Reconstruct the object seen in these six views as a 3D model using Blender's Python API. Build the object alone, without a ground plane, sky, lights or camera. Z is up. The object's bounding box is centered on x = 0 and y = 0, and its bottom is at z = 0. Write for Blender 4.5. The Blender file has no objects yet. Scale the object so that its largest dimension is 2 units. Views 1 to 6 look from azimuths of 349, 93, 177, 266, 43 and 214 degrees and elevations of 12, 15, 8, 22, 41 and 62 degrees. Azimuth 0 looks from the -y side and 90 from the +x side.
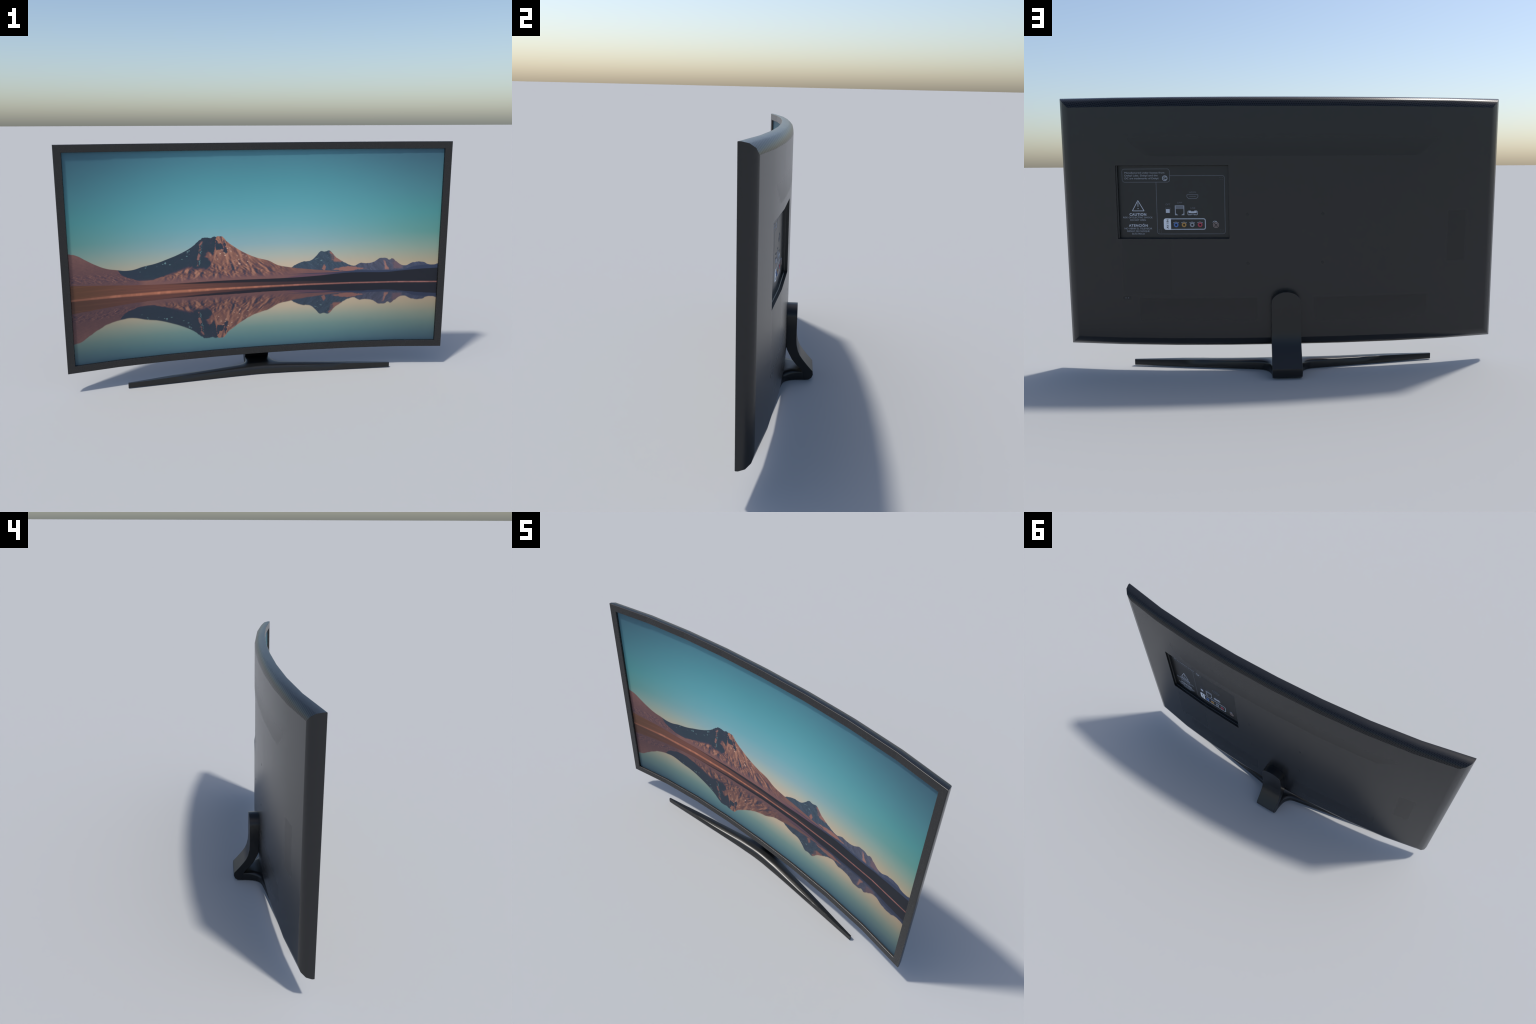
"""Curved flat-screen television on a boomerang stand, built part by part."""
import bpy, bmesh, math
from mathutils import Vector

# ------------------------------------------------------------------ sizes
HALF_W = 1.0                 # half width of the set
Z_LO, Z_HI = 0.1103, 1.2338  # lower and upper edge of the set
SEG = 0.25                   # the curved panel is made of eight flat facets
BOW = [0.0, 0.0045, 0.0200, 0.0490, 0.0965]   # how far each facet joint comes forward
Y_MID = -0.0470              # front of the bezel at the centre
BEZEL = 0.0367               # width of the bezel
RECESS = 0.0110              # how far the screen lies behind the bezel
DEPTH = 0.0575               # bezel front to back cover
BACK_INSET = 0.0440          # back cover edge, inset from the outline
PORT_DEPTH = 0.0245
RELIEF = 0.5     # height of the raised prints and socket rims
LEDGE = (0.0015, 0.0070, 0.0012, 0.0030)   # near x, far x, top, bottom
PORT_X = (0.25, 0.75)
PORT_Z = (0.6105, 0.9362)


def bow_y(x):
    """y of the bezel front at x (piecewise straight between facet joints)."""
    a = min(abs(x), 1.0) / SEG
    i = min(int(a), 3)
    t = a - i
    return Y_MID - (BOW[i] * (1 - t) + BOW[i + 1] * t)


def lin(c):
    """sRGB 0..255 to linear."""
    out = []
    for v in c:
        v = v / 255.0
        out.append(v / 12.92 if v <= 0.04045 else ((v + 0.055) / 1.055) ** 2.4)
    return out


# ------------------------------------------------------------------ helpers
def new_empty(name, parent=None):
    ob = bpy.data.objects.new(name, None)
    ob.empty_display_size = 0.1
    bpy.context.scene.collection.objects.link(ob)
    ob.parent = parent
    return ob


def new_mesh(name, verts, faces, mat, parent, smooth_angle=None):
    me = bpy.data.meshes.new(name)
    me.from_pydata([tuple(v) for v in verts], [], faces)
    me.materials.append(mat)
    bm = bmesh.new()
    bm.from_mesh(me)
    bmesh.ops.remove_doubles(bm, verts=bm.verts, dist=1e-6)
    bmesh.ops.recalc_face_normals(bm, faces=bm.faces)
    if smooth_angle is not None:
        lim = math.radians(smooth_angle)
        for f in bm.faces:
            f.smooth = True
        for e in bm.edges:
            if len(e.link_faces) != 2 or e.calc_face_angle(0.0) > lim:
                e.smooth = False
    bm.to_mesh(me)
    bm.free()
    ob = bpy.data.objects.new(name, me)
    bpy.context.scene.collection.objects.link(ob)
    ob.parent = parent
    return ob


def bevel(ob, width, segments=2, angle=40):
    m = ob.modifiers.new("edge_rounding", 'BEVEL')
    m.width = width
    m.segments = segments
    m.limit_method = 'ANGLE'
    m.angle_limit = math.radians(angle)
    m.harden_normals = False
    return ob


# ------------------------------------------------------------------ node expressions
class Graph:
    """Tiny expression builder on top of a material's node tree."""

    def __init__(self, name):
        self.mat = bpy.data.materials.new(name)
        self.mat.use_nodes = True
        self.nt = self.mat.node_tree
        self.nt.nodes.clear()
        self.out = self.nt.nodes.new('ShaderNodeOutputMaterial')
        self.bsdf = self.nt.nodes.new('ShaderNodeBsdfPrincipled')
        self.nt.links.new(self.bsdf.outputs['BSDF'], self.out.inputs['Surface'])

    def node(self, kind, **props):
        n = self.nt.nodes.new(kind)
        for k, v in props.items():
            setattr(n, k, v)
        return n

    def plug(self, sock, val):
        if isinstance(val, S):
            self.nt.links.new(val.sock, sock)
        else:
            sock.default_value = val

    def math(self, op, a, b=0.0, c=0.0):
        n = self.node('ShaderNodeMath', operation=op)
        self.plug(n.inputs[0], a)
        self.plug(n.inputs[1], b)
        self.plug(n.inputs[2], c)
        return S(self, n.outputs[0])

    def coords(self):
        n = self.node('ShaderNodeTexCoord')
        s = self.node('ShaderNodeSeparateXYZ')
        self.nt.links.new(n.outputs['Object'], s.inputs[0])
        return [S(self, s.outputs[i]) for i in range(3)]

    def vec(self, x, y, z=0.0):
        n = self.node('ShaderNodeCombineXYZ')
        for i, v in enumerate((x, y, z)):
            self.plug(n.inputs[i], v)
        return S(self, n.outputs[0])

    def noise(self, vec, scale=1.0, detail=3.0, rough=0.5, distortion=0.0):
        n = self.node('ShaderNodeTexNoise')
        self.plug(n.inputs['Vector'], vec)
        n.inputs['Scale'].default_value = scale
        n.inputs['Detail'].default_value = detail
        n.inputs['Roughness'].default_value = rough
        n.inputs['Distortion'].default_value = distortion
        return S(self, n.outputs[0])

    def voronoi(self, vec, scale=1.0, randomness=1.0):
        n = self.node('ShaderNodeTexVoronoi')
        self.plug(n.inputs['Vector'], vec)
        n.inputs['Scale'].default_value = scale
        n.inputs['Randomness'].default_value = randomness
        return S(self, n.outputs['Distance'])

    def step(self, x, lo, hi):
        """smooth 0..1 as x goes from lo to hi"""
        n = self.node('ShaderNodeMapRange', interpolation_type='SMOOTHSTEP')
        self.plug(n.inputs['Value'], x)
        self.plug(n.inputs['From Min'], lo)
        self.plug(n.inputs['From Max'], hi)
        return S(self, n.outputs[0])

    def curve(self, x, pts, smooth=True):
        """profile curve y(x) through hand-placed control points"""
        n = self.node('ShaderNodeFloatCurve')
        cv = n.mapping.curves[0]
        n.mapping.use_clip = False
        while len(cv.points) < len(pts):
            cv.points.new(0.5, 0.5)
        for p, (a, b) in zip(cv.points, pts):
            p.location = (a, b)
            p.handle_type = 'AUTO_CLAMPED' if smooth else 'VECTOR'
        n.mapping.update()
        self.plug(n.inputs['Value'], x)
        return S(self, n.outputs[0])

    def mix(self, fac, a, b):
        n = self.node('ShaderNodeMix', data_type='RGBA')
        self.plug(n.inputs[0], fac)
        for sock, v in ((n.inputs[6], a), (n.inputs[7], b)):
            if isinstance(v, S):
                self.nt.links.new(v.sock, sock)
            else:
                sock.default_value = (*v, 1.0)
        return S(self, n.outputs[2])

    def scale(self, col, fac):
        n = self.node('ShaderNodeVectorMath', operation='SCALE')
        self.plug(n.inputs[0], col)
        self.plug(n.inputs[3], fac)
        return S(self, n.outputs[0])

    def times(self, col, rgb):
        n = self.node('ShaderNodeVectorMath', operation='MULTIPLY')
        self.plug(n.inputs[0], col)
        n.inputs[1].default_value = rgb
        return S(self, n.outputs[0])

    def ramp(self, x, stops):
        n = self.node('ShaderNodeValToRGB')
        r = n.color_ramp
        while len(r.elements) < len(stops):
            r.elements.new(0.5)
        for e, (pos, col) in zip(r.elements, stops):
            e.position = pos
            e.color = (*col, 1.0)
        self.plug(n.inputs[0], x)
        return S(self, n.outputs[0])

    def bump(self, height, strength, distance):
        n = self.node('ShaderNodeBump')
        n.inputs['Strength'].default_value = strength
        n.inputs['Distance'].default_value = distance
        self.plug(n.inputs['Height'], height)
        self.nt.links.new(n.outputs[0], self.bsdf.inputs['Normal'])

    def finish(self, color, rough=0.5, spec=0.5, metal=0.0):
        b = self.bsdf
        if isinstance(color, S):
            self.nt.links.new(color.sock, b.inputs['Base Color'])
        else:
            b.inputs['Base Color'].default_value = (*color, 1.0)
        self.plug(b.inputs['Roughness'], rough)
        self.plug(b.inputs['Specular IOR Level'], spec)
        b.inputs['Metallic'].default_value = metal
        return self.mat


class S:
    def __init__(self, g, sock):
        self.g, self.sock = g, sock

    def __add__(self, o): return self.g.math('ADD', self, o)
    def __radd__(self, o): return self.g.math('ADD', o, self)
    def __sub__(self, o): return self.g.math('SUBTRACT', self, o)
    def __rsub__(self, o): return self.g.math('SUBTRACT', o, self)
    def __mul__(self, o): return self.g.math('MULTIPLY', self, o)
    def __rmul__(self, o): return self.g.math('MULTIPLY', o, self)
    def __truediv__(self, o): return self.g.math('DIVIDE', self, o)
    def abs(self): return self.g.math('ABSOLUTE', self)
    def max(self, o): return self.g.math('MAXIMUM', self, o)
    def min(self, o): return self.g.math('MINIMUM', self, o)
    def lt(self, o): return self.g.math('LESS_THAN', self, o)
    def gt(self, o): return self.g.math('GREATER_THAN', self, o)
    def floor(self): return self.g.math('FLOOR', self)
    def inv(self): return 1.0 - self


# ------------------------------------------------------------------ materials
def plastic(name, base, rough, spec=0.5, grain=0.12, scale=60.0):
    g = Graph(name)
    x, y, z = g.coords()
    n = g.noise(g.vec(x, y, z), scale=scale, detail=4)
    k = 1.0 + (n - 0.5) * (2 * grain)
    col = g.scale(g.mix(0.0, base, base), k)
    return g.finish(col, rough + (n - 0.5) * 0.04, spec)


def back_cover_material():
    """Dark plastic: faint panel shading painted into the colour, and a honeycomb grille along the upper edge."""
    g = Graph("back_cover_plastic")
    x, y, z = g.coords()
    n = g.noise(g.vec(x, y, z), scale=5.0, detail=3)
    fine = g.noise(g.vec(x, y, z), scale=90.0, detail=2)
    k = 1.0 + (n - 0.5) * 0.12 + (fine - 0.5) * 0.03

    # shade of shallow panels, darkened in the base colour; the cover stays flat
    def window(v, lo, hi, soft=0.004):
        return g.step(v, lo - soft, lo + soft) * g.step(v, hi - soft, hi + soft).inv()

    ax = x.abs()
    slope = (z - 0.977).max(0.0)
    top = g.step(z, 0.974, 0.978) * g.step(z, 0.978, 1.09).inv() * g.step(ax + slope * -1.3, 0.58, 0.62).inv()
    low = window(ax, 0.13, 0.66) * g.step(z, 0.338, 0.342).inv() * g.step(z, 0.19, 0.335)
    side = window(x, -0.84, -0.754) * window(z, 0.493, 0.724)
    label = window(x, 0.512, 0.733) * window(z, 0.36, 0.606)
    k = k * (1.0 - top * 0.52 - low * 0.40 - side * 0.38 - label * 0.18)

    base = lin(BACK_SRGB)
    col = g.mix(label * 0.25, base, [base[0] * 0.8, base[1] * 1.1, base[2] * 1.12])

    # honeycomb: distance to the nearest centre of two interleaved lattices
    px, pz = 0.0080, 0.0080 * 0.866 * 2
    s = z * 0.6 - y * 0.9          # runs down the rounded upper edge

    def lattice(ox, oz):
        u = (x / px + ox)
        v = (s / pz + oz)
        du = (u - u.floor() - 0.5) * px
        dv = (v - v.floor() - 0.5) * pz
        return g.math('SQRT', du * du + dv * dv)

    d = lattice(0.0, 0.0).min(lattice(0.5, 0.5))
    hole = g.step(d, 0.0022, 0.0034).inv()
    inset_top = Z_HI - z
    on_strip = (inset_top.lt(BACK_INSET + 0.0002)) * ((1.0 - ax) - inset_top).gt(0.0002) * g.step(inset_top, 0.003, 0.009)
    grille = on_strip * hole
    col = g.mix(on_strip, col, [base[0] * 1.0, base[1] * 0.98, base[2] * 1.02])
    col = g.mix(grille, col, (base[0] * 0.26, base[1] * 0.34, base[2] * 0.52))
    return g.finish(g.scale(col, k), 0.265 + (n - 0.5) * 0.03 + on_strip * 0.02 + (top + low + side + label * 0.5) * 0.04, 0.5 - grille * 0.30)


def picture_material():
    """The picture on the screen: volcanoes at dusk mirrored in a lake."""
    g = Graph("screen_picture")
    x, y, z = g.coords()
    u = (x + 0.9625) / 1.925
    v = (z - 0.147) / 1.050
    below = v.lt(0.3165)
    axis = 0.323
    wob = (g.noise(g.vec(u * 60.0, v * 14.0), detail=2) - 0.5) * below
    um = u + wob * 0.0035
    h = (v - axis).abs() + axis + wob * 0.004       # height in the mirrored landscape
    soft = 0.0018 + below * 0.0022

    def over(col, layer, mask):
        return g.mix(mask, col, layer)

    # --- sky
    sky = g.ramp(h, [(0.37, lin((216, 190, 158))), (0.43, lin((204, 186, 160))), (0.48, lin((178, 186, 172))),
                     (0.54, lin((146, 180, 182))), (0.63, lin((116, 175, 181))), (0.73, lin((97, 167, 174))),
                     (0.85, lin((84, 152, 160))), (1.0, lin((76, 127, 141)))])
    side_sky = g.ramp(h, [(0.37, lin((192, 164, 130))), (0.43, lin((168, 158, 132))), (0.50, lin((134, 156, 140))),
                          (0.58, lin((95, 150, 141))), (0.68, lin((79, 147, 146))), (0.80, lin((77, 132, 141))),
                          (1.0, lin((67, 104, 122)))])
    mid = (u - 0.47).abs()
    sky = g.mix(g.step(mid, 0.08, 0.56), sky, side_sky)
    lake = g.ramp(h, [(0.40, lin((204, 180, 150))), (0.44, lin((188, 172, 146))), (0.49, lin((148, 158, 142))),
                      (0.54, lin((112, 141, 134))), (0.59, lin((89, 124, 126))), (0.646, lin((68, 100, 113)))])
    side_lake = g.ramp(h, [(0.40, lin((168, 146, 122))), (0.44, lin((156, 144, 120))), (0.50, lin((122, 132, 118))),
                           (0.55, lin((94, 116, 112))), (0.60, lin((72, 97, 104))), (0.646, lin((55, 79, 95)))])
    lake = g.mix(g.step(mid, 0.10, 0.56), lake, side_lake)
    col = g.mix(below, sky, lake)

    # --- far volcanoes
    jag = (g.noise(g.vec(um * 120.0, 3.0), detail=3) - 0.5) * 0.015
    r2 = g.curve(um, [(0.0, 0.30), (0.55, 0.385), (0.583, 0.406), (0.594, 0.419), (0.618, 0.437), (0.639, 0.441),
                      (0.657, 0.466), (0.672, 0.489), (0.680, 0.485), (0.690, 0.492), (0.698, 0.485),
                      (0.711, 0.458), (0.740, 0.424), (0.766, 0.407), (0.776, 0.416), (0.784, 0.422),
                      (0.800, 0.419), (0.818, 0.424), (0.844, 0.446), (0.857, 0.444), (0.865, 0.435),
                      (0.872, 0.442), (0.885, 0.425), (0.909, 0.404), (0.929, 0.419), (0.951, 0.424),
                      (0.986, 0.406), (1.0, 0.414)]) + jag * 0.5
    m2 = g.step(r2 - h, 0.0 - soft, soft)
    n2 = g.noise(g.vec(um * 70.0, h * 45.0, 5.0), detail=4, distortion=0.6)
    left_face = um.lt(0.690)
    n2f = g.noise(g.vec(um * 150.0 - h * (left_face * 300.0 - 150.0), h * 34.0 + um * 20.0, 9.0), detail=3)
    far = g.mix(g.step(um, 0.72, 0.80), lin((62, 78, 92)), lin((82, 84, 100)))
    far = g.mix(g.step(um, 0.90, 0.915), far, lin((70, 76, 98)))
    far = g.mix(g.step(h, 0.44, 0.375) * 0.5, far, lin((66, 76, 96)))
    lit2 = g.step(um - (0.692 + (0.492 - h) * 0.18) + (n2 - 0.5) * 0.040, -0.003, 0.010) * g.step(r2 - h + (n2 - 0.5) * 0.03, 0.055, 0.030) * g.step(h + (n2 - 0.5) * 0.02, 0.424, 0.440) * g.step(um, 0.760, 0.745)
    spot = ((um - 0.679) * 30.0).abs() + ((h - 0.405) * 11.0).abs() + (n2 - 0.5) * 0.6
    lit2 = lit2.max(g.step(spot, 0.26, 0.12))
    plain2 = ((um - 0.748) * 3.2).abs() + ((h - 0.392) * 9.0).abs() + (n2 - 0.5) * 0.15
    lit2 = lit2.max(g.step(plain2, 0.17, 0.11))
    streak3 = (um - 0.8475 - (0.442 - h) * 0.20 - (n2 - 0.5) * 0.010).abs() - (0.442 - h) * 0.11
    lit3 = g.step(streak3, 0.0022, -0.0022) * g.step(h, 0.440, 0.424) * g.step(h, 0.380, 0.390)
    face3 = g.step(um - 0.868 - (0.442 - h) * 0.1 + (n2 - 0.5) * 0.03, 0.0, 0.01) * g.step(um, 0.907, 0.897) * g.step(h, 0.384, 0.394)
    f_a = g.noise(g.vec((um + 0.003) * 60.0 + h * 20.0, h * 30.0, 5.0), detail=4, distortion=0.4)
    f_b = g.noise(g.vec(um * 60.0 + h * 20.0, h * 30.0, 5.0), detail=4, distortion=0.4)
    far = g.scale(far, 1.0 + (f_b - f_a) * 1.6)
    far = over(far, lin((150, 104, 94)), lit2)
    far = over(far, lin((166, 118, 104)), lit3 * 0.85)
    far = over(far, lin((118, 92, 97)), face3 * 0.7)
    snow2 = g.step(n2f, 0.61, 0.69) * g.step(h, 0.40, 0.43) * g.step(um, 0.635, 0.65) * g.step(um, 0.735, 0.72)
    far = over(far, g.mix(lit2, lin((128, 160, 160)), lin((214, 168, 138))), snow2 * 0.8)
    col = over(col, far, m2)

    # --- near volcano and the hill on the left
    r1 = g.curve(um, [(0.0, 0.541), (0.018, 0.532), (0.039, 0.508), (0.064, 0.480), (0.090, 0.458), (0.117, 0.447),
                      (0.140, 0.441), (0.157, 0.443), (0.182, 0.455), (0.215, 0.466), (0.248, 0.485), (0.281, 0.508),
                      (0.312, 0.538), (0.328, 0.562), (0.348, 0.582), (0.354, 0.578), (0.388, 0.585), (0.397, 0.577),
                      (0.408, 0.555), (0.428, 0.527), (0.455, 0.496), (0.490, 0.467), (0.522, 0.450), (0.548, 0.425),
                      (0.583, 0.411), (0.613, 0.402), (0.665, 0.391), (0.75, 0.378), (1.0, 0.36)]) \
        + jag * g.step(h, 0.52, 0.57)
    m1 = g.step(r1 - h, 0.0 - soft, soft)
    n1 = g.noise(g.vec(um * 34.0, h * 30.0, 1.0), detail=5, distortion=0.8)

    def relief(px, pz, seed, du, detail, distortion, rough=0.55):
        """light from the right: difference of a height noise across a small step"""
        a = g.noise(g.vec(px(um + du, h), pz(um + du, h), seed), detail=detail, rough=rough, distortion=distortion)
        b = g.noise(g.vec(px(um, h), pz(um, h), seed), detail=detail, rough=rough, distortion=distortion)
        return b - a

    # spurs fan out from the summit, knolls crowd along the foot
    def fan_x(a, b):
        return (a - 0.372) / ((0.72 - b).max(0.06)) * 11.0

    spurs = relief(fan_x, lambda a, b: b * 9.0, 2.0, 0.0060, 5, 0.6)
    knolls = relief(lambda a, b: fan_x(a, b) * 1.25 + a * 9.0, lambda a, b: b * 24.0 + a * 10.0, 7.0, 0.0055, 4, 0.45)
    rough_top = relief(lambda a, b: a * 90.0, lambda a, b: b * 60.0, 11.0, 0.0025, 4, 0.3)
    band = g.step(h, 0.362, 0.385) * g.step(h + (n1 - 0.5) * 0.05 + ((um - 0.40).abs()) * 0.16, 0.485, 0.430) * g.step(um, 0.20, 0.27) * g.step(um, 0.62, 0.50)
    foot = g.curve(um + (n1 - 0.5) * 0.020, [(0.0, 0.60), (0.105, 0.60), (0.117, 0.447), (0.121, 0.429), (0.131, 0.415), (0.149, 0.402),
                        (0.164, 0.392), (0.202, 0.386), (0.220, 0.394), (0.268, 0.421), (0.300, 0.437), (0.330, 0.430),
                        (0.345, 0.426), (0.356, 0.436), (0.364, 0.458), (0.370, 0.490), (0.374, 0.545), (0.388, 0.66), (1.0, 0.66)])
    wide_edge = 0.003 + g.step(um, 0.2, 0.3) * 0.012
    shade = g.step(h - foot + knolls * 0.05 * g.step(um, 0.2, 0.27), wide_edge * -1.0, wide_edge)
    cu, cv = (um - 0.388) * 1.83, h - 0.533
    crater = ((cu * 0.8 - cv * 0.6) / 0.050).abs() + ((cu * 0.6 + cv * 0.8) / 0.021).abs() - spurs * 4.0 + (n1 - 0.5) * 3.0
    shade = shade.max(g.step(crater, 1.15, 0.55))
    knee = ((um - 0.360 + (h - 0.48) * 0.15) * 40.0).abs() + ((h - 0.485) * 16.0).abs() + (n1 - 0.5) * 0.9
    shade = shade * g.step(knee, 0.30, 0.70)
    light = 0.77 + spurs * 1.7 * g.step(h, 0.36, 0.46) + (knolls * 2.8 - 0.10) * band + rough_top * 1.3 * g.step(h, 0.50, 0.56)
    scar = g.noise(g.vec(fan_x(um, h) * 3.4, h * 30.0, 51.0), detail=4, distortion=0.5)
    light = light - g.step(scar, 0.58, 0.70) * 0.26 * g.step(h, 0.43, 0.47) + g.step(h, 0.42, 0.56) * 0.10 - g.step(um, 0.44, 0.64) * 0.10 - shade * 0.80 + spurs * shade * -0.9
    rock = g.ramp(light, [(0.0, lin((46, 60, 72))), (0.20, lin((52, 60, 74))), (0.42, lin((84, 68, 78))),
                          (0.60, lin((116, 82, 79))), (0.78, lin((141, 97, 84))), (1.0, lin((176, 124, 102)))])
    speck = relief(lambda a, b: a * 60.0 + b * 30.0, lambda a, b: b * 90.0, 4.0, 0.003, 4, 0.5)
    hill_light = 0.57 + g.step(h, 0.40, 0.54) * 0.14 + speck * (0.25 + 1.3 * g.step((h - 0.412 + (um - 0.06) * 0.1).abs(), 0.032, 0.008)) - shade * 0.62
    hill = g.ramp(hill_light, [(0.0, lin((48, 60, 74))), (0.2, lin((56, 60, 76))), (0.42, lin((88, 66, 76))), (0.62, lin((112, 80, 79))),
                               (0.8, lin((142, 100, 92))), (1.0, lin((178, 122, 100)))])
    grit = g.noise(g.vec(fan_x(um, h) * 7.0, h * 90.0, 31.0), detail=4, rough=0.6)
    tint = g.noise(g.vec(um * 22.0, h * 26.0, 41.0), detail=3)
    rock = g.scale(rock, 0.78 + grit * 0.32 + tint * 0.18)
    near = g.mix(g.step(um, 0.165, 0.19), hill, rock)
    # a lit spur with knuckles on the shaded side, snow beside it
    lump = g.noise(g.vec(h * 42.0, um * 10.0, 21.0), detail=3)
    spur = (um - 0.3315 - (h - 0.51) * 0.10 - (n1 - 0.5) * 0.022).abs()
    width = ((lump - 0.45) * 0.034).max(0.0).min(0.0052)
    in_spur = g.step(h, 0.436, 0.446) * g.step(h, 0.566, 0.556)
    near = over(near, lin((150, 106, 98)), g.step(spur - width, 0.0006, -0.0034) * in_spur * 0.9)
    rim = (um - 0.3365 - (h - 0.51) * 0.10 - (n1 - 0.5) * 0.022 - (lump - 0.5) * 0.012).abs()
    snow = g.step(rim - (0.50 - lump).max(-0.05) * 0.016, 0.0016, -0.0004) * in_spur * 0.55
    flake = g.voronoi(g.vec(um * 88.0 + h * 40.0, h * 86.0 - um * 24.0), 1.0)
    patchy = g.noise(g.vec(um * 26.0, h * 24.0, 8.0), detail=2)
    lee = g.step((r1 - h - 0.018).abs(), 0.020, 0.008) * g.step(um, 0.33, 0.31)
    lit_side = g.step(um, 0.372, 0.385) * g.step(um, 0.49, 0.45) * g.step((h - 0.487).abs(), 0.062, 0.040)
    snow = snow.max(g.step(flake + (n1 - 0.5) * 0.5, 0.32, 0.16) * g.step(patchy, 0.42, 0.52) * lee.max(lit_side * shade.inv()))
    near = over(near, g.mix(shade, lin((236, 196, 168)), lin((128, 168, 168))), snow * g.step(um, 0.165, 0.19) * 0.85)
    near = g.mix(g.step(h, 0.400, 0.372) * g.step(um, 0.10, 0.25) * 0.55, near, lin((116, 84, 88)))
    col = over(col, near, m1)

    # --- far shore: blue haze, dark land, ochre flats
    streak = g.noise(g.vec(u * 5.0, h * 420.0, 6.0), detail=3)
    streak_b = g.noise(g.vec(u * 3.0, h * 170.0, 16.0), detail=2)
    haze_top = g.curve(u, [(0.0, 0.30), (0.50, 0.33), (0.60, 0.366), (0.70, 0.375), (0.78, 0.382), (0.85, 0.380),
                           (0.906, 0.384), (0.94, 0.402), (1.0, 0.409)])
    haze = g.mix(g.step(u, 0.66, 0.74), lin((106, 76, 88)), lin((52, 62, 86)))
    col = over(col, haze, g.step(haze_top - h, -0.003, 0.003) * g.step(u, 0.5, 0.6))
    line = g.step((h - 0.3735).abs(), 0.004, 0.001) * g.step(u, 0.56, 0.64) * g.step(u, 0.76, 0.70)
    col = over(col, lin((62, 62, 84)), line * 0.8)

    flat_top = g.curve(u, [(0.0, 0.391), (0.076, 0.379), (0.16, 0.367), (0.25, 0.360), (0.43, 0.359), (0.55, 0.356),
                           (0.61, 0.357), (0.67, 0.362), (0.72, 0.369), (0.78, 0.372), (0.85, 0.370), (0.90, 0.377),
                           (0.94, 0.384), (1.0, 0.391)])
    ochre = g.mix(g.step(u, 0.0, 0.22), lin((104, 70, 52)), lin((118, 74, 64)))
    ochre = g.mix(g.step(u, 0.24, 0.60), ochre, lin((62, 48, 52)))
    ochre = g.mix(g.step(u, 0.60, 0.76), ochre, lin((29, 34, 42)))
    ochre = g.mix(g.step(streak, 0.45, 0.68) * g.step(u, 0.75, 0.3) * 0.4, ochre, lin((80, 52, 46)))
    ochre = g.mix(g.step(streak_b, 0.5, 0.7) * g.step(u, 0.5, 0.2) * 0.4, ochre, lin((140, 88, 66)))
    night = g.curve(u, [(0.0, 0.40), (0.18, 0.366), (0.25, 0.357), (0.34, 0.350), (0.43, 0.345), (0.55, 0.338),
                        (0.67, 0.331), (0.80, 0.318), (1.0, 0.31)])
    ochre = over(ochre, lin((31, 34, 43)), g.step(h - night, -0.003, 0.003) * g.step(u, 0.16, 0.36) * 0.92)
    col = over(col, ochre, g.step(flat_top - h, -0.0015, 0.0015))

    # sunlit shore line
    wide = g.curve(u, [(0.0, 0.0050), (0.15, 0.0070), (0.25, 0.0075), (0.40, 0.0055), (0.60, 0.0042), (1.0, 0.0032)])
    glow = g.step((v - 0.3165 - g.step(u, 0.5, 0.0) * 0.003).abs() - wide, 0.0030, -0.0034)
    shore = g.mix(g.step(u, 0.0, 0.24), lin((150, 96, 76)), lin((190, 120, 92)))
    shore = g.mix(g.step(u, 0.35, 0.8), shore, lin((156, 104, 96)))
    fleck = g.noise(g.vec(u * 60.0, v * 8.0, 61.0), detail=2)
    shore = g.scale(shore, 0.86 + g.step(fleck, 0.45, 0.7) * 0.3)
    shore = g.scale(shore, 0.80 + streak * 0.4)
    col = over(col, shore, glow * g.step(u, -0.25, 0.12))

    # mirrored half is a little darker
    col = g.mix(below * (h - axis).gt(0.008) * g.step(m2.max(m1), 0.2, 0.8) * 0.30, col, lin((34, 32, 44)))
    # darker towards the corners
    dx, dy = (u - 0.5), (v - 0.45)
    vig = 1.0 - g.step(dx * dx * 1.0 + dy * dy * 0.5, 0.10, 0.42) * 0.22
    col = g.scale(col, vig)
    return g.finish(g.times(col, SCREEN_GAIN), 0.55, SCREEN_SPEC)


BACK_SRGB = (26, 27, 29)
SCREEN_GAIN = (1.0, 1.0, 1.0)
SCREEN_SPEC = 0.25


# ------------------------------------------------------------------ television body
def frame_loop(inset, depth):
    """Closed loop round the set: inset from the outline, depth behind the bezel front."""
    w = HALF_W - inset
    xs = [-w, -0.75, -0.5, -0.25, 0.0, 0.25, 0.5, 0.75, w]
    lo, hi = Z_LO + inset, Z_HI - inset
    pts = [(x, bow_y(x) + depth, hi) for x in xs]
    pts += [(x, bow_y(x) + depth, lo) for x in reversed(xs)]
    return pts


def sweep(profile):
    verts, faces = [], []
    for inset, depth in profile:
        verts += frame_loop(inset, depth)
    n = 18
    for r in range(len(profile) - 1):
        for i in range(n):
            j = (i + 1) % n
            faces.append((r * n + i, r * n + j, (r + 1) * n + j, (r + 1) * n + i))
    return verts, faces


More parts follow.
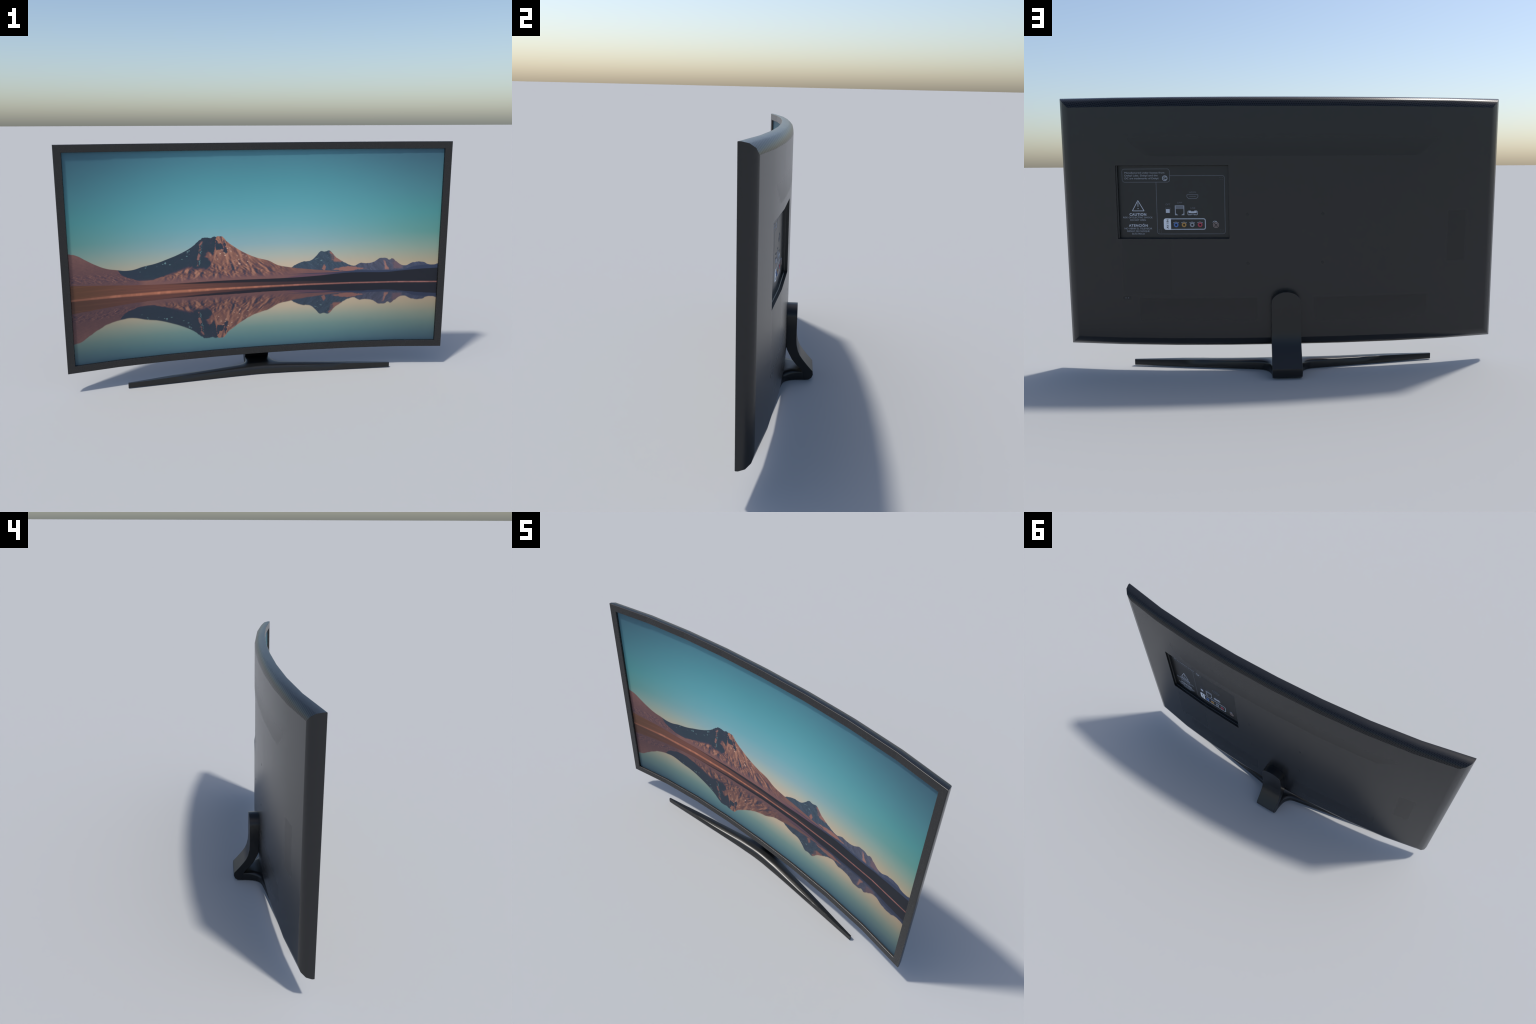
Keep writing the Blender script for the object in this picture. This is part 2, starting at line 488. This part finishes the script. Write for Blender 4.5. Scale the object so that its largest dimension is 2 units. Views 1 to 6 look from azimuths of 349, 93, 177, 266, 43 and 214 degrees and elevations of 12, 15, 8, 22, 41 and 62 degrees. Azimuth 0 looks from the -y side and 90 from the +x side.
def build_bezel(parent, mat):
    ro, ri = 0.0034, 0.0028           # rounding of the outer and inner front edges
    arc = [math.radians(a) for a in (90, 67.5, 45, 22.5, 0)]
    prof = [(BEZEL + 0.002, RECESS + 0.004), (BEZEL, RECESS + 0.004)]
    prof += [(BEZEL - ri + ri * math.sin(a), ri - ri * math.cos(a)) for a in arc]
    prof += [(ro - ro * math.sin(a), ro - ro * math.cos(a)) for a in reversed(arc)]
    v, f = sweep(prof)
    ob = new_mesh("bezel", v, f, mat, parent, 30)
    me = ob.data
    front = [abs(p.co.y - bow_y(p.co.x)) < 1e-5 for p in me.vertices]
    for e in me.edges:                # keep the front face flat in shading
        if front[e.vertices[0]] and front[e.vertices[1]]:
            e.use_edge_sharp = True
    return ob


def build_back(parent, mat):
    prof = [(0.0, 0.0034), (0.0, 0.0122), (0.0056, 0.0352), (0.0205, 0.0522), (BACK_INSET, DEPTH)]
    v, f = sweep(prof)
    base = len(v)
    w = HALF_W - BACK_INSET
    xs = [-w, -0.75, -0.5, -0.25, 0.0, 0.25, 0.5, 0.75, w]
    zs = [Z_LO + BACK_INSET, PORT_Z[0], PORT_Z[1], Z_HI - BACK_INSET]
    for z in zs:
        v += [(x, bow_y(x) + DEPTH, z) for x in xs]
    for r in range(3):
        for c in range(8):
            if r == 1 and c in (5, 6):
                continue          # opening for the sockets
            a = base + r * 9 + c
            f.append((a, a + 1, a + 10, a + 9))
    ob = new_mesh("back_cover", v, f, mat, parent, 45)
    me = ob.data
    # crisp line where the rounded edge meets the flat back
    flat = [False] * len(me.vertices)
    mitre = [False] * len(me.vertices)
    for vert in me.vertices:
        x, y, z = vert.co
        on_x = abs(abs(x) - w) < 1e-4 and zs[0] - 1e-4 < z < zs[3] + 1e-4
        on_z = (abs(z - zs[0]) < 1e-4 or abs(z - zs[3]) < 1e-4) and abs(x) < w + 1e-4
        inset = HALF_W - abs(x)
        mitre[vert.index] = min(abs(Z_HI - z - inset), abs(z - Z_LO - inset)) < 1e-4
        flat[vert.index] = (on_x or on_z) and abs(y - bow_y(x) - DEPTH) < 1e-4
    for e in me.edges:
        a, b = e.vertices
        if (flat[a] and flat[b]) or (mitre[a] and mitre[b] and abs(me.vertices[a].co.z - me.vertices[b].co.z) < 0.1):
            e.use_edge_sharp = True
    return ob


def build_screen(parent, mat):
    """A thin bent slab behind the bezel."""
    w = HALF_W - BEZEL - 0.0004
    xs = [-w, -0.75, -0.5, -0.25, 0.0, 0.25, 0.5, 0.75, w]
    lo, hi = Z_LO + BEZEL + 0.0004, Z_HI - BEZEL - 0.0004
    v, f = [], []
    for d in (RECESS, RECESS + 0.003):
        for z in (lo, hi):
            v += [(x, bow_y(x) + d, z) for x in xs]
    for c in range(8):
        f.append((c, c + 1, c + 10, c + 9))
        f.append((c + 18, c + 27, c + 28, c + 19))
        f.append((c, c + 18, c + 19, c + 1))
        f.append((c + 9, c + 10, c + 28, c + 27))
    f.append((0, 9, 27, 18))
    f.append((8, 26, 35, 17))
    return new_mesh("screen", v, f, mat, parent, 28)


def panel_y(x):
    return bow_y(x) + DEPTH - PORT_DEPTH


def build_port_recess(parent, mat):
    """Stepped well in the back cover, closed by the socket panel."""
    (xa, xb), (za, zb) = PORT_X, PORT_Z
    # how far each side of the well has stepped in (share of the ledge), and how deep
    steps = [(0.0, 0.0), (0.0, 0.0125), (0.75, 0.0150), (1.0, PORT_DEPTH)]
    near, far, up, down = LEDGE
    v, f = [], []
    for k, depth in steps:
        xs = [xa + near * k, 0.5, xb - far * k]
        v += [(x, bow_y(x) + DEPTH - depth, zb - up * k) for x in xs]
        v += [(x, bow_y(x) + DEPTH - depth, za + down * k) for x in reversed(xs)]
    for r in range(3):
        for i in range(6):
            j = (i + 1) % 6
            f.append((r * 6 + i, r * 6 + j, r * 6 + 6 + j, r * 6 + 6 + i))
    well = new_mesh("socket_well", v, f, mat, parent, None)
    xs = [xa + near, 0.5, xb - far]
    z0, z1 = za + down, zb - up
    pv, pf = [], []
    for d in (0.0, -0.004):
        for z in (z0, z1):
            pv += [(x, panel_y(x) + d, z) for x in xs]
    for c in range(2):
        pf += [(c, c + 1, c + 4, c + 3), (c + 6, c + 9, c + 10, c + 7), (c, c + 6, c + 7, c + 1), (c + 3, c + 4, c + 10, c + 9)]
    pf += [(0, 3, 9, 6), (2, 8, 11, 5)]
    panel = new_mesh("socket_panel", pv, pf, mat, parent, None)
    return well, panel


# ------------------------------------------------------------------ marks on the socket panel
class Relief:
    """Collects thin raised pieces laid on the panel; x is mirrored for a viewer at the back."""

    def __init__(self, surface):
        self.v, self.f = [], []
        self.surface = surface

    def prism(self, pts, z_hi, lift=0.0, z_lo=-0.0005):
        """pts: closed outline of (x, z), convex; extruded off the panel."""
        n = len(pts)
        b = len(self.v)
        for h in (z_lo, z_hi):
            for x, z in pts:
                self.v.append((x, self.surface(x) + (h * RELIEF if h > 0 else h) + lift, z))
        self.f.append(tuple(range(b + n, b + 2 * n)))
        self.f.append(tuple(reversed(range(b, b + n))))
        for i in range(n):
            j = (i + 1) % n
            self.f.append((b + i, b + j, b + n + j, b + n + i))

    def bar(self, a, b, width, z_hi, parts=1):
        ax, az = a
        bx, bz = b
        if min(ax, bx) < 0.4995 and max(ax, bx) > 0.5005:      # split at the facet joint
            t = (0.5 - ax) / (bx - ax)
            mid = (0.5, az + (bz - az) * t)
            self.bar(a, mid, width, z_hi, parts)
            self.bar(mid, b, width, z_hi, parts)
            return
        L = math.hypot(bx - ax, bz - az)
        nx, nz = -(bz - az) / L * width / 2, (bx - ax) / L * width / 2
        for k in range(parts):
            t0, t1 = k / parts, (k + 1) / parts
            p = (ax + (bx - ax) * t0, az + (bz - az) * t0)
            q = (ax + (bx - ax) * t1, az + (bz - az) * t1)
            self.prism([(p[0] - nx, p[1] - nz), (q[0] - nx, q[1] - nz), (q[0] + nx, q[1] + nz), (p[0] + nx, p[1] + nz)], z_hi)

    def ring(self, c, r0, r1, z_hi, start=0.0, sweep_deg=360.0, n=24, z_lo=-0.0005):
        for k in range(n):
            a = math.radians(start + sweep_deg * k / n)
            b = math.radians(start + sweep_deg * (k + 1) / n)
            self.prism([(c[0] + r0 * math.cos(a), c[1] + r0 * math.sin(a)), (c[0] + r1 * math.cos(a), c[1] + r1 * math.sin(a)),
                        (c[0] + r1 * math.cos(b), c[1] + r1 * math.sin(b)), (c[0] + r0 * math.cos(b), c[1] + r0 * math.sin(b))], z_hi, z_lo=z_lo)

    def rounded_box(self, x0, x1, z0, z1, r, width, z_hi, skip=()):
        """Outline with rounded corners; skip may hold 'l', 'r', 't', 'b' or a corner such as 'tl'."""
        w = width
        if 't' not in skip: self.bar((x0 + r, z1), (x1 - r, z1), w, z_hi, 4)
        if 'b' not in skip: self.bar((x0 + r, z0), (x1 - r, z0), w, z_hi, 4)
        if 'l' not in skip: self.bar((x0, z0 + r), (x0, z1 - r), w, z_hi)
        if 'r' not in skip: self.bar((x1, z0 + r), (x1, z1 - r), w, z_hi)
        for key, cx, cz, st in (('tr', x1 - r, z1 - r, 0), ('tl', x0 + r, z1 - r, 90), ('bl', x0 + r, z0 + r, 180), ('br', x1 - r, z0 + r, 270)):
            if key not in skip:
                self.ring((cx, cz), r - w / 2, r + w / 2, z_hi, st, 90, 8)

    def disc(self, c, r, z_hi, n=24):
        self.prism([(c[0] + r * math.cos(2 * math.pi * k / n), c[1] + r * math.sin(2 * math.pi * k / n)) for k in range(n)], z_hi)

    def make(self, name, mat, parent):
        return new_mesh(name, self.v, self.f, mat, parent, None)


def lettering(name, text, x_left, x_right, z_base, z_cap, mat, parent, lift=0.0003, bold=0.0, turned=False, spacing=1.0):
    """Raised lettering; seen from behind the set, so it runs towards -x."""
    cu = bpy.data.curves.new(name, 'FONT')
    cu.body = text
    cu.size = 1.0
    cu.offset = bold
    cu.space_character = spacing
    cu.extrude = 0.02
    cu.resolution_u = 3
    tmp = bpy.data.objects.new(name, cu)
    bpy.context.scene.collection.objects.link(tmp)
    deps = bpy.context.evaluated_depsgraph_get()
    me = bpy.data.meshes.new_from_object(tmp.evaluated_get(deps))
    bpy.data.objects.remove(tmp)
    bpy.data.curves.remove(cu)
    me.name = name
    xs = [p.co.x for p in me.vertices]
    x0, x1 = min(xs), max(xs)
    cap = 0.70                       # cap height of the built-in font at size 1
    for p in me.vertices:
        a = (p.co.x - x0) / (x1 - x0)
        b = p.co.y / cap
        d = p.co.z / 0.02            # -1 .. 1
        if turned:                   # reads upwards
            x = x_left + (x_right - x_left) * (1 - b)
            z = z_base + (z_cap - z_base) * a
        else:
            x = x_left + (x_right - x_left) * a
            z = z_base + (z_cap - z_base) * b
        p.co = (x, panel_y(x) + lift + d * 0.0004, z)
    if not turned:
        me.flip_normals()
    me.materials.clear()
    me.materials.append(mat)
    ob = bpy.data.objects.new(name, me)
    bpy.context.scene.collection.objects.link(ob)
    ob.parent = parent
    return ob


def build_marks(parent, M):
    dim, grey, pale = M['ink_dim'], M['ink_grey'], M['ink_pale']

    # outlines that divide the panel
    r = Relief(panel_y)
    r.rounded_box(0.2688, 0.5736, 0.6306, 0.8908, 0.010, 0.0022, 0.0007, skip=('t', 'l', 'r', 'tr', 'tl'))
    r.bar((0.2688, 0.6406), (0.2688, 0.8808), 0.0022, 0.0007)
    r.ring((0.2788, 0.8808), 0.0089, 0.0111, 0.0007, 90, 90, 8)
    r.bar((0.2788, 0.8908), (0.5112, 0.8908), 0.0022, 0.0007, 4)
    r.bar((0.5736, 0.6406), (0.5736, 0.8618), 0.0022, 0.0007)
    r.rounded_box(0.5122, 0.7254, 0.8626, 0.9208, 0.011, 0.0022, 0.0007)
    r.make("outline", dim, parent)

    # licence note with a round mark
    for i, (t, xr) in enumerate((("Manufactured under license from", 0.5350), ("Dehpl Labs. Dehpl and the", 0.5653), ("DC are trademarks of Dehpl.", 0.5600))):
        zb = (0.9008, 0.8885, 0.8758)[i]
        lettering("lettering", t, 0.7138, xr, zb, zb + 0.0074, grey, parent)
    r = Relief(panel_y)
    r.ring((0.5338, 0.8798), 0.0090, 0.0122, 0.0009)
    r.ring((0.5318, 0.8798), 0.0045, 0.0072, 0.0009, 220, 280, 18)
    r.make("round_mark", grey, parent)

    # warning sign and notes
    r = Relief(panel_y)
    a, b, c = (0.6586, 0.7812), (0.6848, 0.7346), (0.6318, 0.7346)
    r.bar(a, b, 0.0028, 0.0009)
    r.bar(b, c, 0.0028, 0.0009)
    r.bar(c, a, 0.0028, 0.0009)
    r.bar((0.6586, 0.7725), (0.6586, 0.7535), 0.0026, 0.0008)
    r.disc((0.6586, 0.7450), 0.0022, 0.0008, 12)
    r.make("warning_triangle", pale, parent)
    lettering("lettering", "CAUTION", 0.6982, 0.6226, 0.7129, 0.7244, pale, parent, bold=0.025, spacing=1.15)
    lettering("lettering", "RISK OF ELECTRIC SHOCK", 0.7280, 0.5943, 0.7016, 0.7086, grey, parent)
    lettering("lettering", "DO NOT OPEN", 0.6954, 0.6253, 0.6898, 0.6968, grey, parent)
    lettering("lettering", "ATENCI\u00d3N", 0.7032, 0.6172, 0.6637, 0.6740, pale, parent, bold=0.025, spacing=1.15)
    lettering("lettering", "NO ABRIR EL TELEVISOR", 0.7233, 0.5977, 0.6515, 0.6587, grey, parent)
    lettering("lettering", "RIESGO DE CHOQUE", 0.7116, 0.6103, 0.6396, 0.6468, grey, parent)
    lettering("lettering", "EL\u00c9CTRICO", 0.6889, 0.6324, 0.6278, 0.6350, grey, parent)

    # socket names
    lettering("lettering", "HDMI", 0.4267, 0.3973, 0.8138, 0.8204, dim, parent)
    lettering("lettering", "LAN", 0.4813, 0.4599, 0.7682, 0.7752, dim, parent)
    lettering("lettering", "OPT", 0.5342, 0.5125, 0.7601, 0.7672, dim, parent)
    lettering("lettering", "USB", 0.4227, 0.4012, 0.7435, 0.7503, dim, parent)

    # flat wide socket
    x0, x1, z0, z1 = 0.3880, 0.4372, 0.7890, 0.8064
    r = Relief(panel_y)
    pts = [(x0, z1), (x0, z0 + 0.0075), (x0 + 0.0075, z0), (x1 - 0.0075, z0), (x1, z0 + 0.0075), (x1, z1)]
    for p, q in zip(pts, pts[1:] + pts[:1]):
        r.bar(p, q, 0.0022, 0.0020)
    r.bar((x0 + 0.009, 0.7985), (x1 - 0.009, 0.7985), 0.0016, 0.0012)
    r.make("video_socket", M['ink_mid'], parent)

    # optical socket
    r = Relief(panel_y)
    r.prism([(0.5160, 0.7257), (0.5326, 0.7257), (0.5326, 0.7425), (0.5160, 0.7425)], 0.0026)
    r.make("optical_socket", pale, parent)
    r = Relief(panel_y)
    r.bar((0.5356, 0.7476), (0.5118, 0.7476), 0.0012, 0.0016)
    r.bar((0.5352, 0.7476), (0.5338, 0.7240), 0.0010, 0.0016)
    r.bar((0.5122, 0.7476), (0.5148, 0.7240), 0.0010, 0.0016)
    r.make("optical_frame", dim, parent)

    # network socket
    r = Relief(panel_y)
    x0, x1, z0, z1 = 0.4506, 0.4922, 0.7153, 0.7589
    r.prism([(x0, z1 - 0.016), (x1, z1 - 0.016), (x1, z1), (x0, z1)], 0.0022)
    r.make("network_socket", M['ink_mid'], parent)
    r = Relief(panel_y)
    r.bar((x0 + 0.0016, z0), (x0 + 0.0016, z1), 0.0034, 0.0024)
    r.bar((x1 - 0.0016, z0), (x1 - 0.0016, z1), 0.0034, 0.0024)
    r.bar((x0, z1 - 0.0010), (x1, z1 - 0.0010), 0.0022, 0.0024)
    r.prism([(x0 + 0.0033, z0), (x0 + 0.014, z0), (x0 + 0.0033, z0 + 0.008)], 0.0024)
    r.prism([(x1 - 0.014, z0), (x1 - 0.0033, z0), (x1 - 0.0033, z0 + 0.008)], 0.0024)
    r.make("network_frame", grey, parent)

    # serial socket
    r = Relief(panel_y)
    x0, x1, z0, z1 = 0.3915, 0.4352, 0.7150, 0.7352
    r.prism([(x0 + 0.004, z0 + 0.0095), (x1 - 0.004, z0 + 0.0095), (x1 - 0.004, z1 - 0.003), (x0 + 0.004, z1 - 0.003)], 0.0026)
    r.prism([(x0 + 0.004, z1 - 0.0035), (x0 + 0.014, z1 - 0.0035), (x0 + 0.014, z1), (x0 + 0.004, z1)], 0.0024)
    r.prism([(x1 - 0.014, z1 - 0.0035), (x1 - 0.004, z1 - 0.0035), (x1 - 0.004, z1), (x1 - 0.014, z1)], 0.0024)
    r.make("serial_socket", pale, parent)
    r = Relief(panel_y)
    r.rounded_box(x0, x1, z0 + 0.001, z1 - 0.001, 0.006, 0.0028, 0.0020, skip=('t', 'b'))
    r.bar((x0 + 0.005, z0 + 0.002), (x0 + 0.016, z0 + 0.002), 0.0034, 0.0020)
    r.bar((x1 - 0.016, z0 + 0.002), (x1 - 0.005, z0 + 0.002), 0.0034, 0.0020)
    r.bar((x0 + 0.014, z0 + 0.0045), (x1 - 0.014, z0 + 0.0045), 0.0022, 0.0016)
    r.make("serial_frame", grey, parent)

    # block of round sockets with its white tab
    x0, x1, z0, z1, rad = 0.3556, 0.5442, 0.6495, 0.7008, 0.0100
    r = Relief(panel_y)
    r.rounded_box(x0 + 0.002, x1 - 0.002, z0 + 0.002, z1 - 0.002, rad - 0.002, 0.0042, 0.0011)
    r.make("socket_block_outline", M['ink_block'], parent)
    r = Relief(panel_y)
    left = [(0.5120, z0), (x1 - rad, z0)]
    left += [(x1 - rad + rad * math.sin(math.radians(a)), z0 + rad - rad * math.cos(math.radians(a))) for a in range(15, 91, 15)]
    left += [(x1 - rad + rad * math.cos(math.radians(a)), z1 - rad + rad * math.sin(math.radians(a))) for a in range(0, 91, 15)]
    left += [(0.5120, z1)]
    r.prism(left, 0.0014)
    r.make("socket_block_tab", M['ink_white'], parent)
    lettering("lettering", "AV / IN", 0.5315, 0.5228, 0.6550, 0.6955, M['ink_black'], parent, lift=0.0008, bold=0.02, turned=True)
    for (x, key) in ((0.4887, 'blue'), (0.4531, 'amber'), (0.4165, 'silver'), (0.3810, 'red')):
        r = Relief(panel_y)
        r.ring((x, 0.6718), 0.0046, 0.0104, 0.0040, n=28)
        r.make("round_socket", M[key], parent)
        r = Relief(panel_y)
        r.ring((x + 0.0010, 0.6738), 0.0100, 0.0116, 0.0020, 30, 130, 14)
        for sgn in (-1, 1):
            r.bar((x + sgn * 0.0095, 0.6805), (x + sgn * 0.0115, 0.6835), 0.0022, 0.0020)
        r.make("round_socket_collar", M['ink_grey'], parent)
        r = Relief(panel_y)
        r.disc((x, 0.6718), 0.0047, 0.0012, 20)
        r.make("round_socket_hole", M['ink_black'], parent)

    # aerial socket: threaded barrel seen at a slant
    cx, cz = 0.3100, 0.6708
    r = Relief(panel_y)
    r.ring((cx, cz), 0.0108, 0.0134, 0.0055, n=28)
    r.ring((cx, cz), 0.0046, 0.0076, 0.0062, n=24)
    r.make("aerial_socket", M['copper'], parent)
    r = Relief(panel_y)
    r.disc((cx, cz), 0.0120, 0.0030, 24)
    r.make("aerial_socket_core", M['ink_dark'], parent)
    r = Relief(panel_y)
    r.ring((cx + 0.0048, cz + 0.0078), 0.0082, 0.0108, 0.0034, 20, 190, 20)
    r.ring((cx + 0.0078, cz + 0.0050), 0.0108, 0.0128, 0.0026, 100, 110, 16)
    r.bar((cx + 0.002, cz + 0.0135), (cx - 0.004, cz + 0.0165), 0.0030, 0.0036)
    r.make("aerial_socket_thread", grey, parent)

    # printed corner ticks
    r = Relief(panel_y)
    for cx, cz in ((0.2835, 0.8772), (0.2836, 0.6436), (0.5609, 0.6444)):
        for dx, dz in ((-0.005, 0.004), (0.005, 0.0045), (-0.0045, -0.005), (0.0045, -0.005)):
            r.disc((cx + dx, cz + dz), 0.0013, 0.0006, 8)
    r.make("corner_tick", dim, parent)["kind"] = "stuff"


def build_back_details(parent, M):
    def cover(x):
        return bow_y(x) + DEPTH
    for x in (-0.1680, 0.1688):
        for z in (0.5000, 0.7196):
            r = Relief(cover)
            r.ring((x, z), 0.0042, 0.0066, 0.0006, n=20)
            r.disc((x, z), 0.0045, 0.0004, 20)
            r.make("mount_hole", M['ink_hole'], parent)
    r = Relief(cover)
    cx, cz = 0.7195, 0.3407
    pts = []
    for k in range(13):
        a = math.radians(-90 + 15 * k)
        pts.append((cx + 0.0115 + 0.0075 * math.cos(a), cz + 0.0075 * math.sin(a)))
    for k in range(13):
        a = math.radians(90 + 15 * k)
        pts.append((cx - 0.0115 + 0.0075 * math.cos(a), cz + 0.0075 * math.sin(a)))
    r.prism(pts, 0.0006)
    r.make("power_inlet", M['ink_hole'], parent)
    r = Relief(cover)
    for s in (-1, 1):
        r.prism([(cx + s * 0.006 - 0.0018, cz - 0.002), (cx + s * 0.006 + 0.0018, cz - 0.002), (cx + s * 0.006 + 0.0018, cz + 0.002), (cx + s * 0.006 - 0.0018, cz + 0.002)], 0.0012)
    r.make("power_pin", M['ink_mid'], parent)


# ------------------------------------------------------------------ stand
def build_neck(parent, mat):
    """Upright strap: arched top, sweeping back and down to the heel."""
    hw = 0.0665
    z_arch, arch = 0.3250, 0.0490
    rear, front = [], []
    for k in range(7):
        a = math.radians(90 * (1 - k / 6.0))
        z = z_arch + arch * math.sin(a)
        w = hw * math.cos(a) if k else hw * 0.13
        rear.append((w, 0.0578, z))
        front.append((w, 0.0075, z))
    for (yo, zo), (yi, zi) in (((0.0578, 0.267), (0.0075, 0.267)), ((0.0577, 0.2165), (0.0075, 0.2165)),
                               ((0.0598, 0.1825), (0.0088, 0.1725)), ((0.0672, 0.1510), (0.0145, 0.1535)),
                               ((0.0770, 0.1285), (0.0226, 0.1364)), ((0.0905, 0.1085), (0.0385, 0.1060)),
                               ((0.1160, 0.0765), (0.0602, 0.0788)), ((0.1425, 0.0465), (0.0830, 0.0560)),
                               ((0.1443, 0.0280), (0.0930, 0.0380)), ((0.1375, 0.0110), (0.0990, 0.0180)),
                               ((0.1230, 0.0010), (0.1030, 0.0010))):
        rear.append((hw, yo, zo))
        front.append((hw, yi, zi))
    v, f = [], []
    for (w, yo, zo), (_, yi, zi) in zip(rear, front):
        v += [(-w, yi, zi), (w, yi, zi), (w, yo, zo), (-w, yo, zo)]
    for r in range(len(rear) - 1):
        for i in range(4):
            j = (i + 1) % 4
            f.append((r * 4 + i, r * 4 + j, r * 4 + 4 + j, r * 4 + 4 + i))
    n = 4 * (len(rear) - 1)
    f.append((0, 1, 2, 3))
    f.append((n + 3, n + 2, n + 1, n))
    ob = new_mesh("stand_neck", v, f, mat, parent, 33)
    bevel(ob, 0.0022, 2, 50)
    return ob


def build_base(parent, mat):
    """Two tapering arms joined by a tongue that runs back under the neck."""
    half = [((0.000, -0.0668), (0.0000, 0.1180)), ((0.030, -0.0671), (0.0450, 0.1180)), ((0.050, -0.0677), (0.0645, 0.1180)),
            ((0.060, -0.0683), (0.0668, 0.0850)), ((0.066, -0.0687), (0.0692, 0.0640)), ((0.073, -0.0691), (0.0735, 0.0450)),
            ((0.080, -0.0695), (0.0795, 0.0300)), ((0.088, -0.0700), (0.0880, 0.0175)), ((0.100, -0.0706), (0.1000, 0.0055)),
            ((0.115, -0.0713), (0.1150, -0.0020)), ((0.135, -0.0722), (0.1350, -0.0070)), ((0.165, -0.0740), (0.1650, -0.0125)),
            ((0.243, -0.0795), (0.2400, -0.0260)), ((0.388, -0.0912), (0.3840, -0.0510)), ((0.485, -0.0985), (0.4820, -0.0680)),
            ((0.600, -0.1078), (0.5990, -0.0890)), ((0.7100, -0.1165), (0.7100, -0.1070))]
    sections = [((-a[0], a[1]), (-b[0], b[1])) for a, b in reversed(half[1:])] + half
    v, f = [], []
    m = 0
    for (fx, fy), (rx, ry) in sections:
        w = math.hypot(rx - fx, ry - fy)
        ex, ey = (rx - fx) / w, (ry - fy) / w
        h = 0.0452 - 0.0255 * abs(fx)
        rf = min(0.022, 0.46 * w)
        rr = min(0.009, 0.30 * w)
        span = w - rf - rr
        ch = min(0.003, 0.2 * w)
        t = min(max((abs(fx) - 0.08) / 0.40, 0.0), 1.0)
        flat = t * t * (3 - 2 * t)       # the rounded top dies out along the arm

        def up(k):
            return h * (k + (1.0 - k) * flat)
        sec = [(ch, 0.0), (0.0, ch * 0.8), (0.0, up(0.60)), (0.08 * rf, up(0.72)), (0.25 * rf, up(0.83)), (0.50 * rf, up(0.925)),
               (rf, h), (rf + span * 0.3, up(1.045)), (rf + span * 0.62, up(1.045)), (w - rr, up(0.95)), (w - 0.5 * rr, up(0.89)), (w - 0.15 * rr, up(0.82)),
               (w, up(0.70)), (w, ch * 0.8), (w - ch, 0.0)]
        m = len(sec)
        v += [(fx + ex * s, fy + ey * s, z) for s, z in sec]
    n = len(sections)
    for r in range(n - 1):
        for i in range(m):
            j = (i + 1) % m
            f.append((r * m + i, r * m + j, (r + 1) * m + j, (r + 1) * m + i))
    f.append(tuple(range(m)))
    f.append(tuple(reversed(range((n - 1) * m, n * m))))
    return new_mesh("stand_base", v, f, mat, parent, 48)


# ------------------------------------------------------------------ assemble
def main():
    M = {}
    black = plastic("bezel_plastic", lin((26, 26, 27)), 0.27)
    gloss = plastic("stand_plastic", lin((20, 21, 22)), 0.31, 0.5, 0.10, 40)
    cover = back_cover_material()
    well = plastic("socket_panel_plastic", lin((26, 28, 29)), 0.36)

    def ink(name, c, rough=0.5, metal=0.0):
        return plastic(name, lin(c), rough, 0.3, 0.05, 200)
    M['ink_dim'] = ink("print_dim", (102, 106, 113))
    M['ink_mid'] = ink("print_mid", (112, 116, 124))
    M['ink_grey'] = ink("print_grey", (158, 164, 174))
    M['ink_pale'] = ink("print_pale", (190, 196, 208))
    M['ink_block'] = ink("print_block", (170, 178, 190))
    M['ink_white'] = ink("print_white", (225, 230, 238))
    M['ink_black'] = ink("print_black", (14, 15, 17))
    M['ink_dark'] = ink("socket_dark", (34, 34, 36))
    M['ink_hole'] = plastic("hole_dark", lin((24, 25, 27)), 0.30, 0.44, 0.05, 200)
    M['blue'] = ink("socket_blue", (84, 118, 178))
    M['amber'] = ink("socket_amber", (178, 136, 76))
    M['silver'] = ink("socket_silver", (146, 150, 158))
    M['red'] = ink("socket_red", (176, 72, 88))
    M['copper'] = ink("socket_copper", (150, 134, 130))

    tv = new_empty("television")
    tv["label"] = "curved black flat-screen television showing a volcano lake picture"
    tv["category"] = "television"
    build_bezel(tv, black)
    build_screen(tv, picture_material())
    back = build_back(tv, cover)
    _, panel = build_port_recess(back, well)
    build_marks(panel, M)
    build_back_details(back, M)
    stand = new_empty("stand", tv)
    build_neck(stand, gloss)
    build_base(stand, gloss)


main()
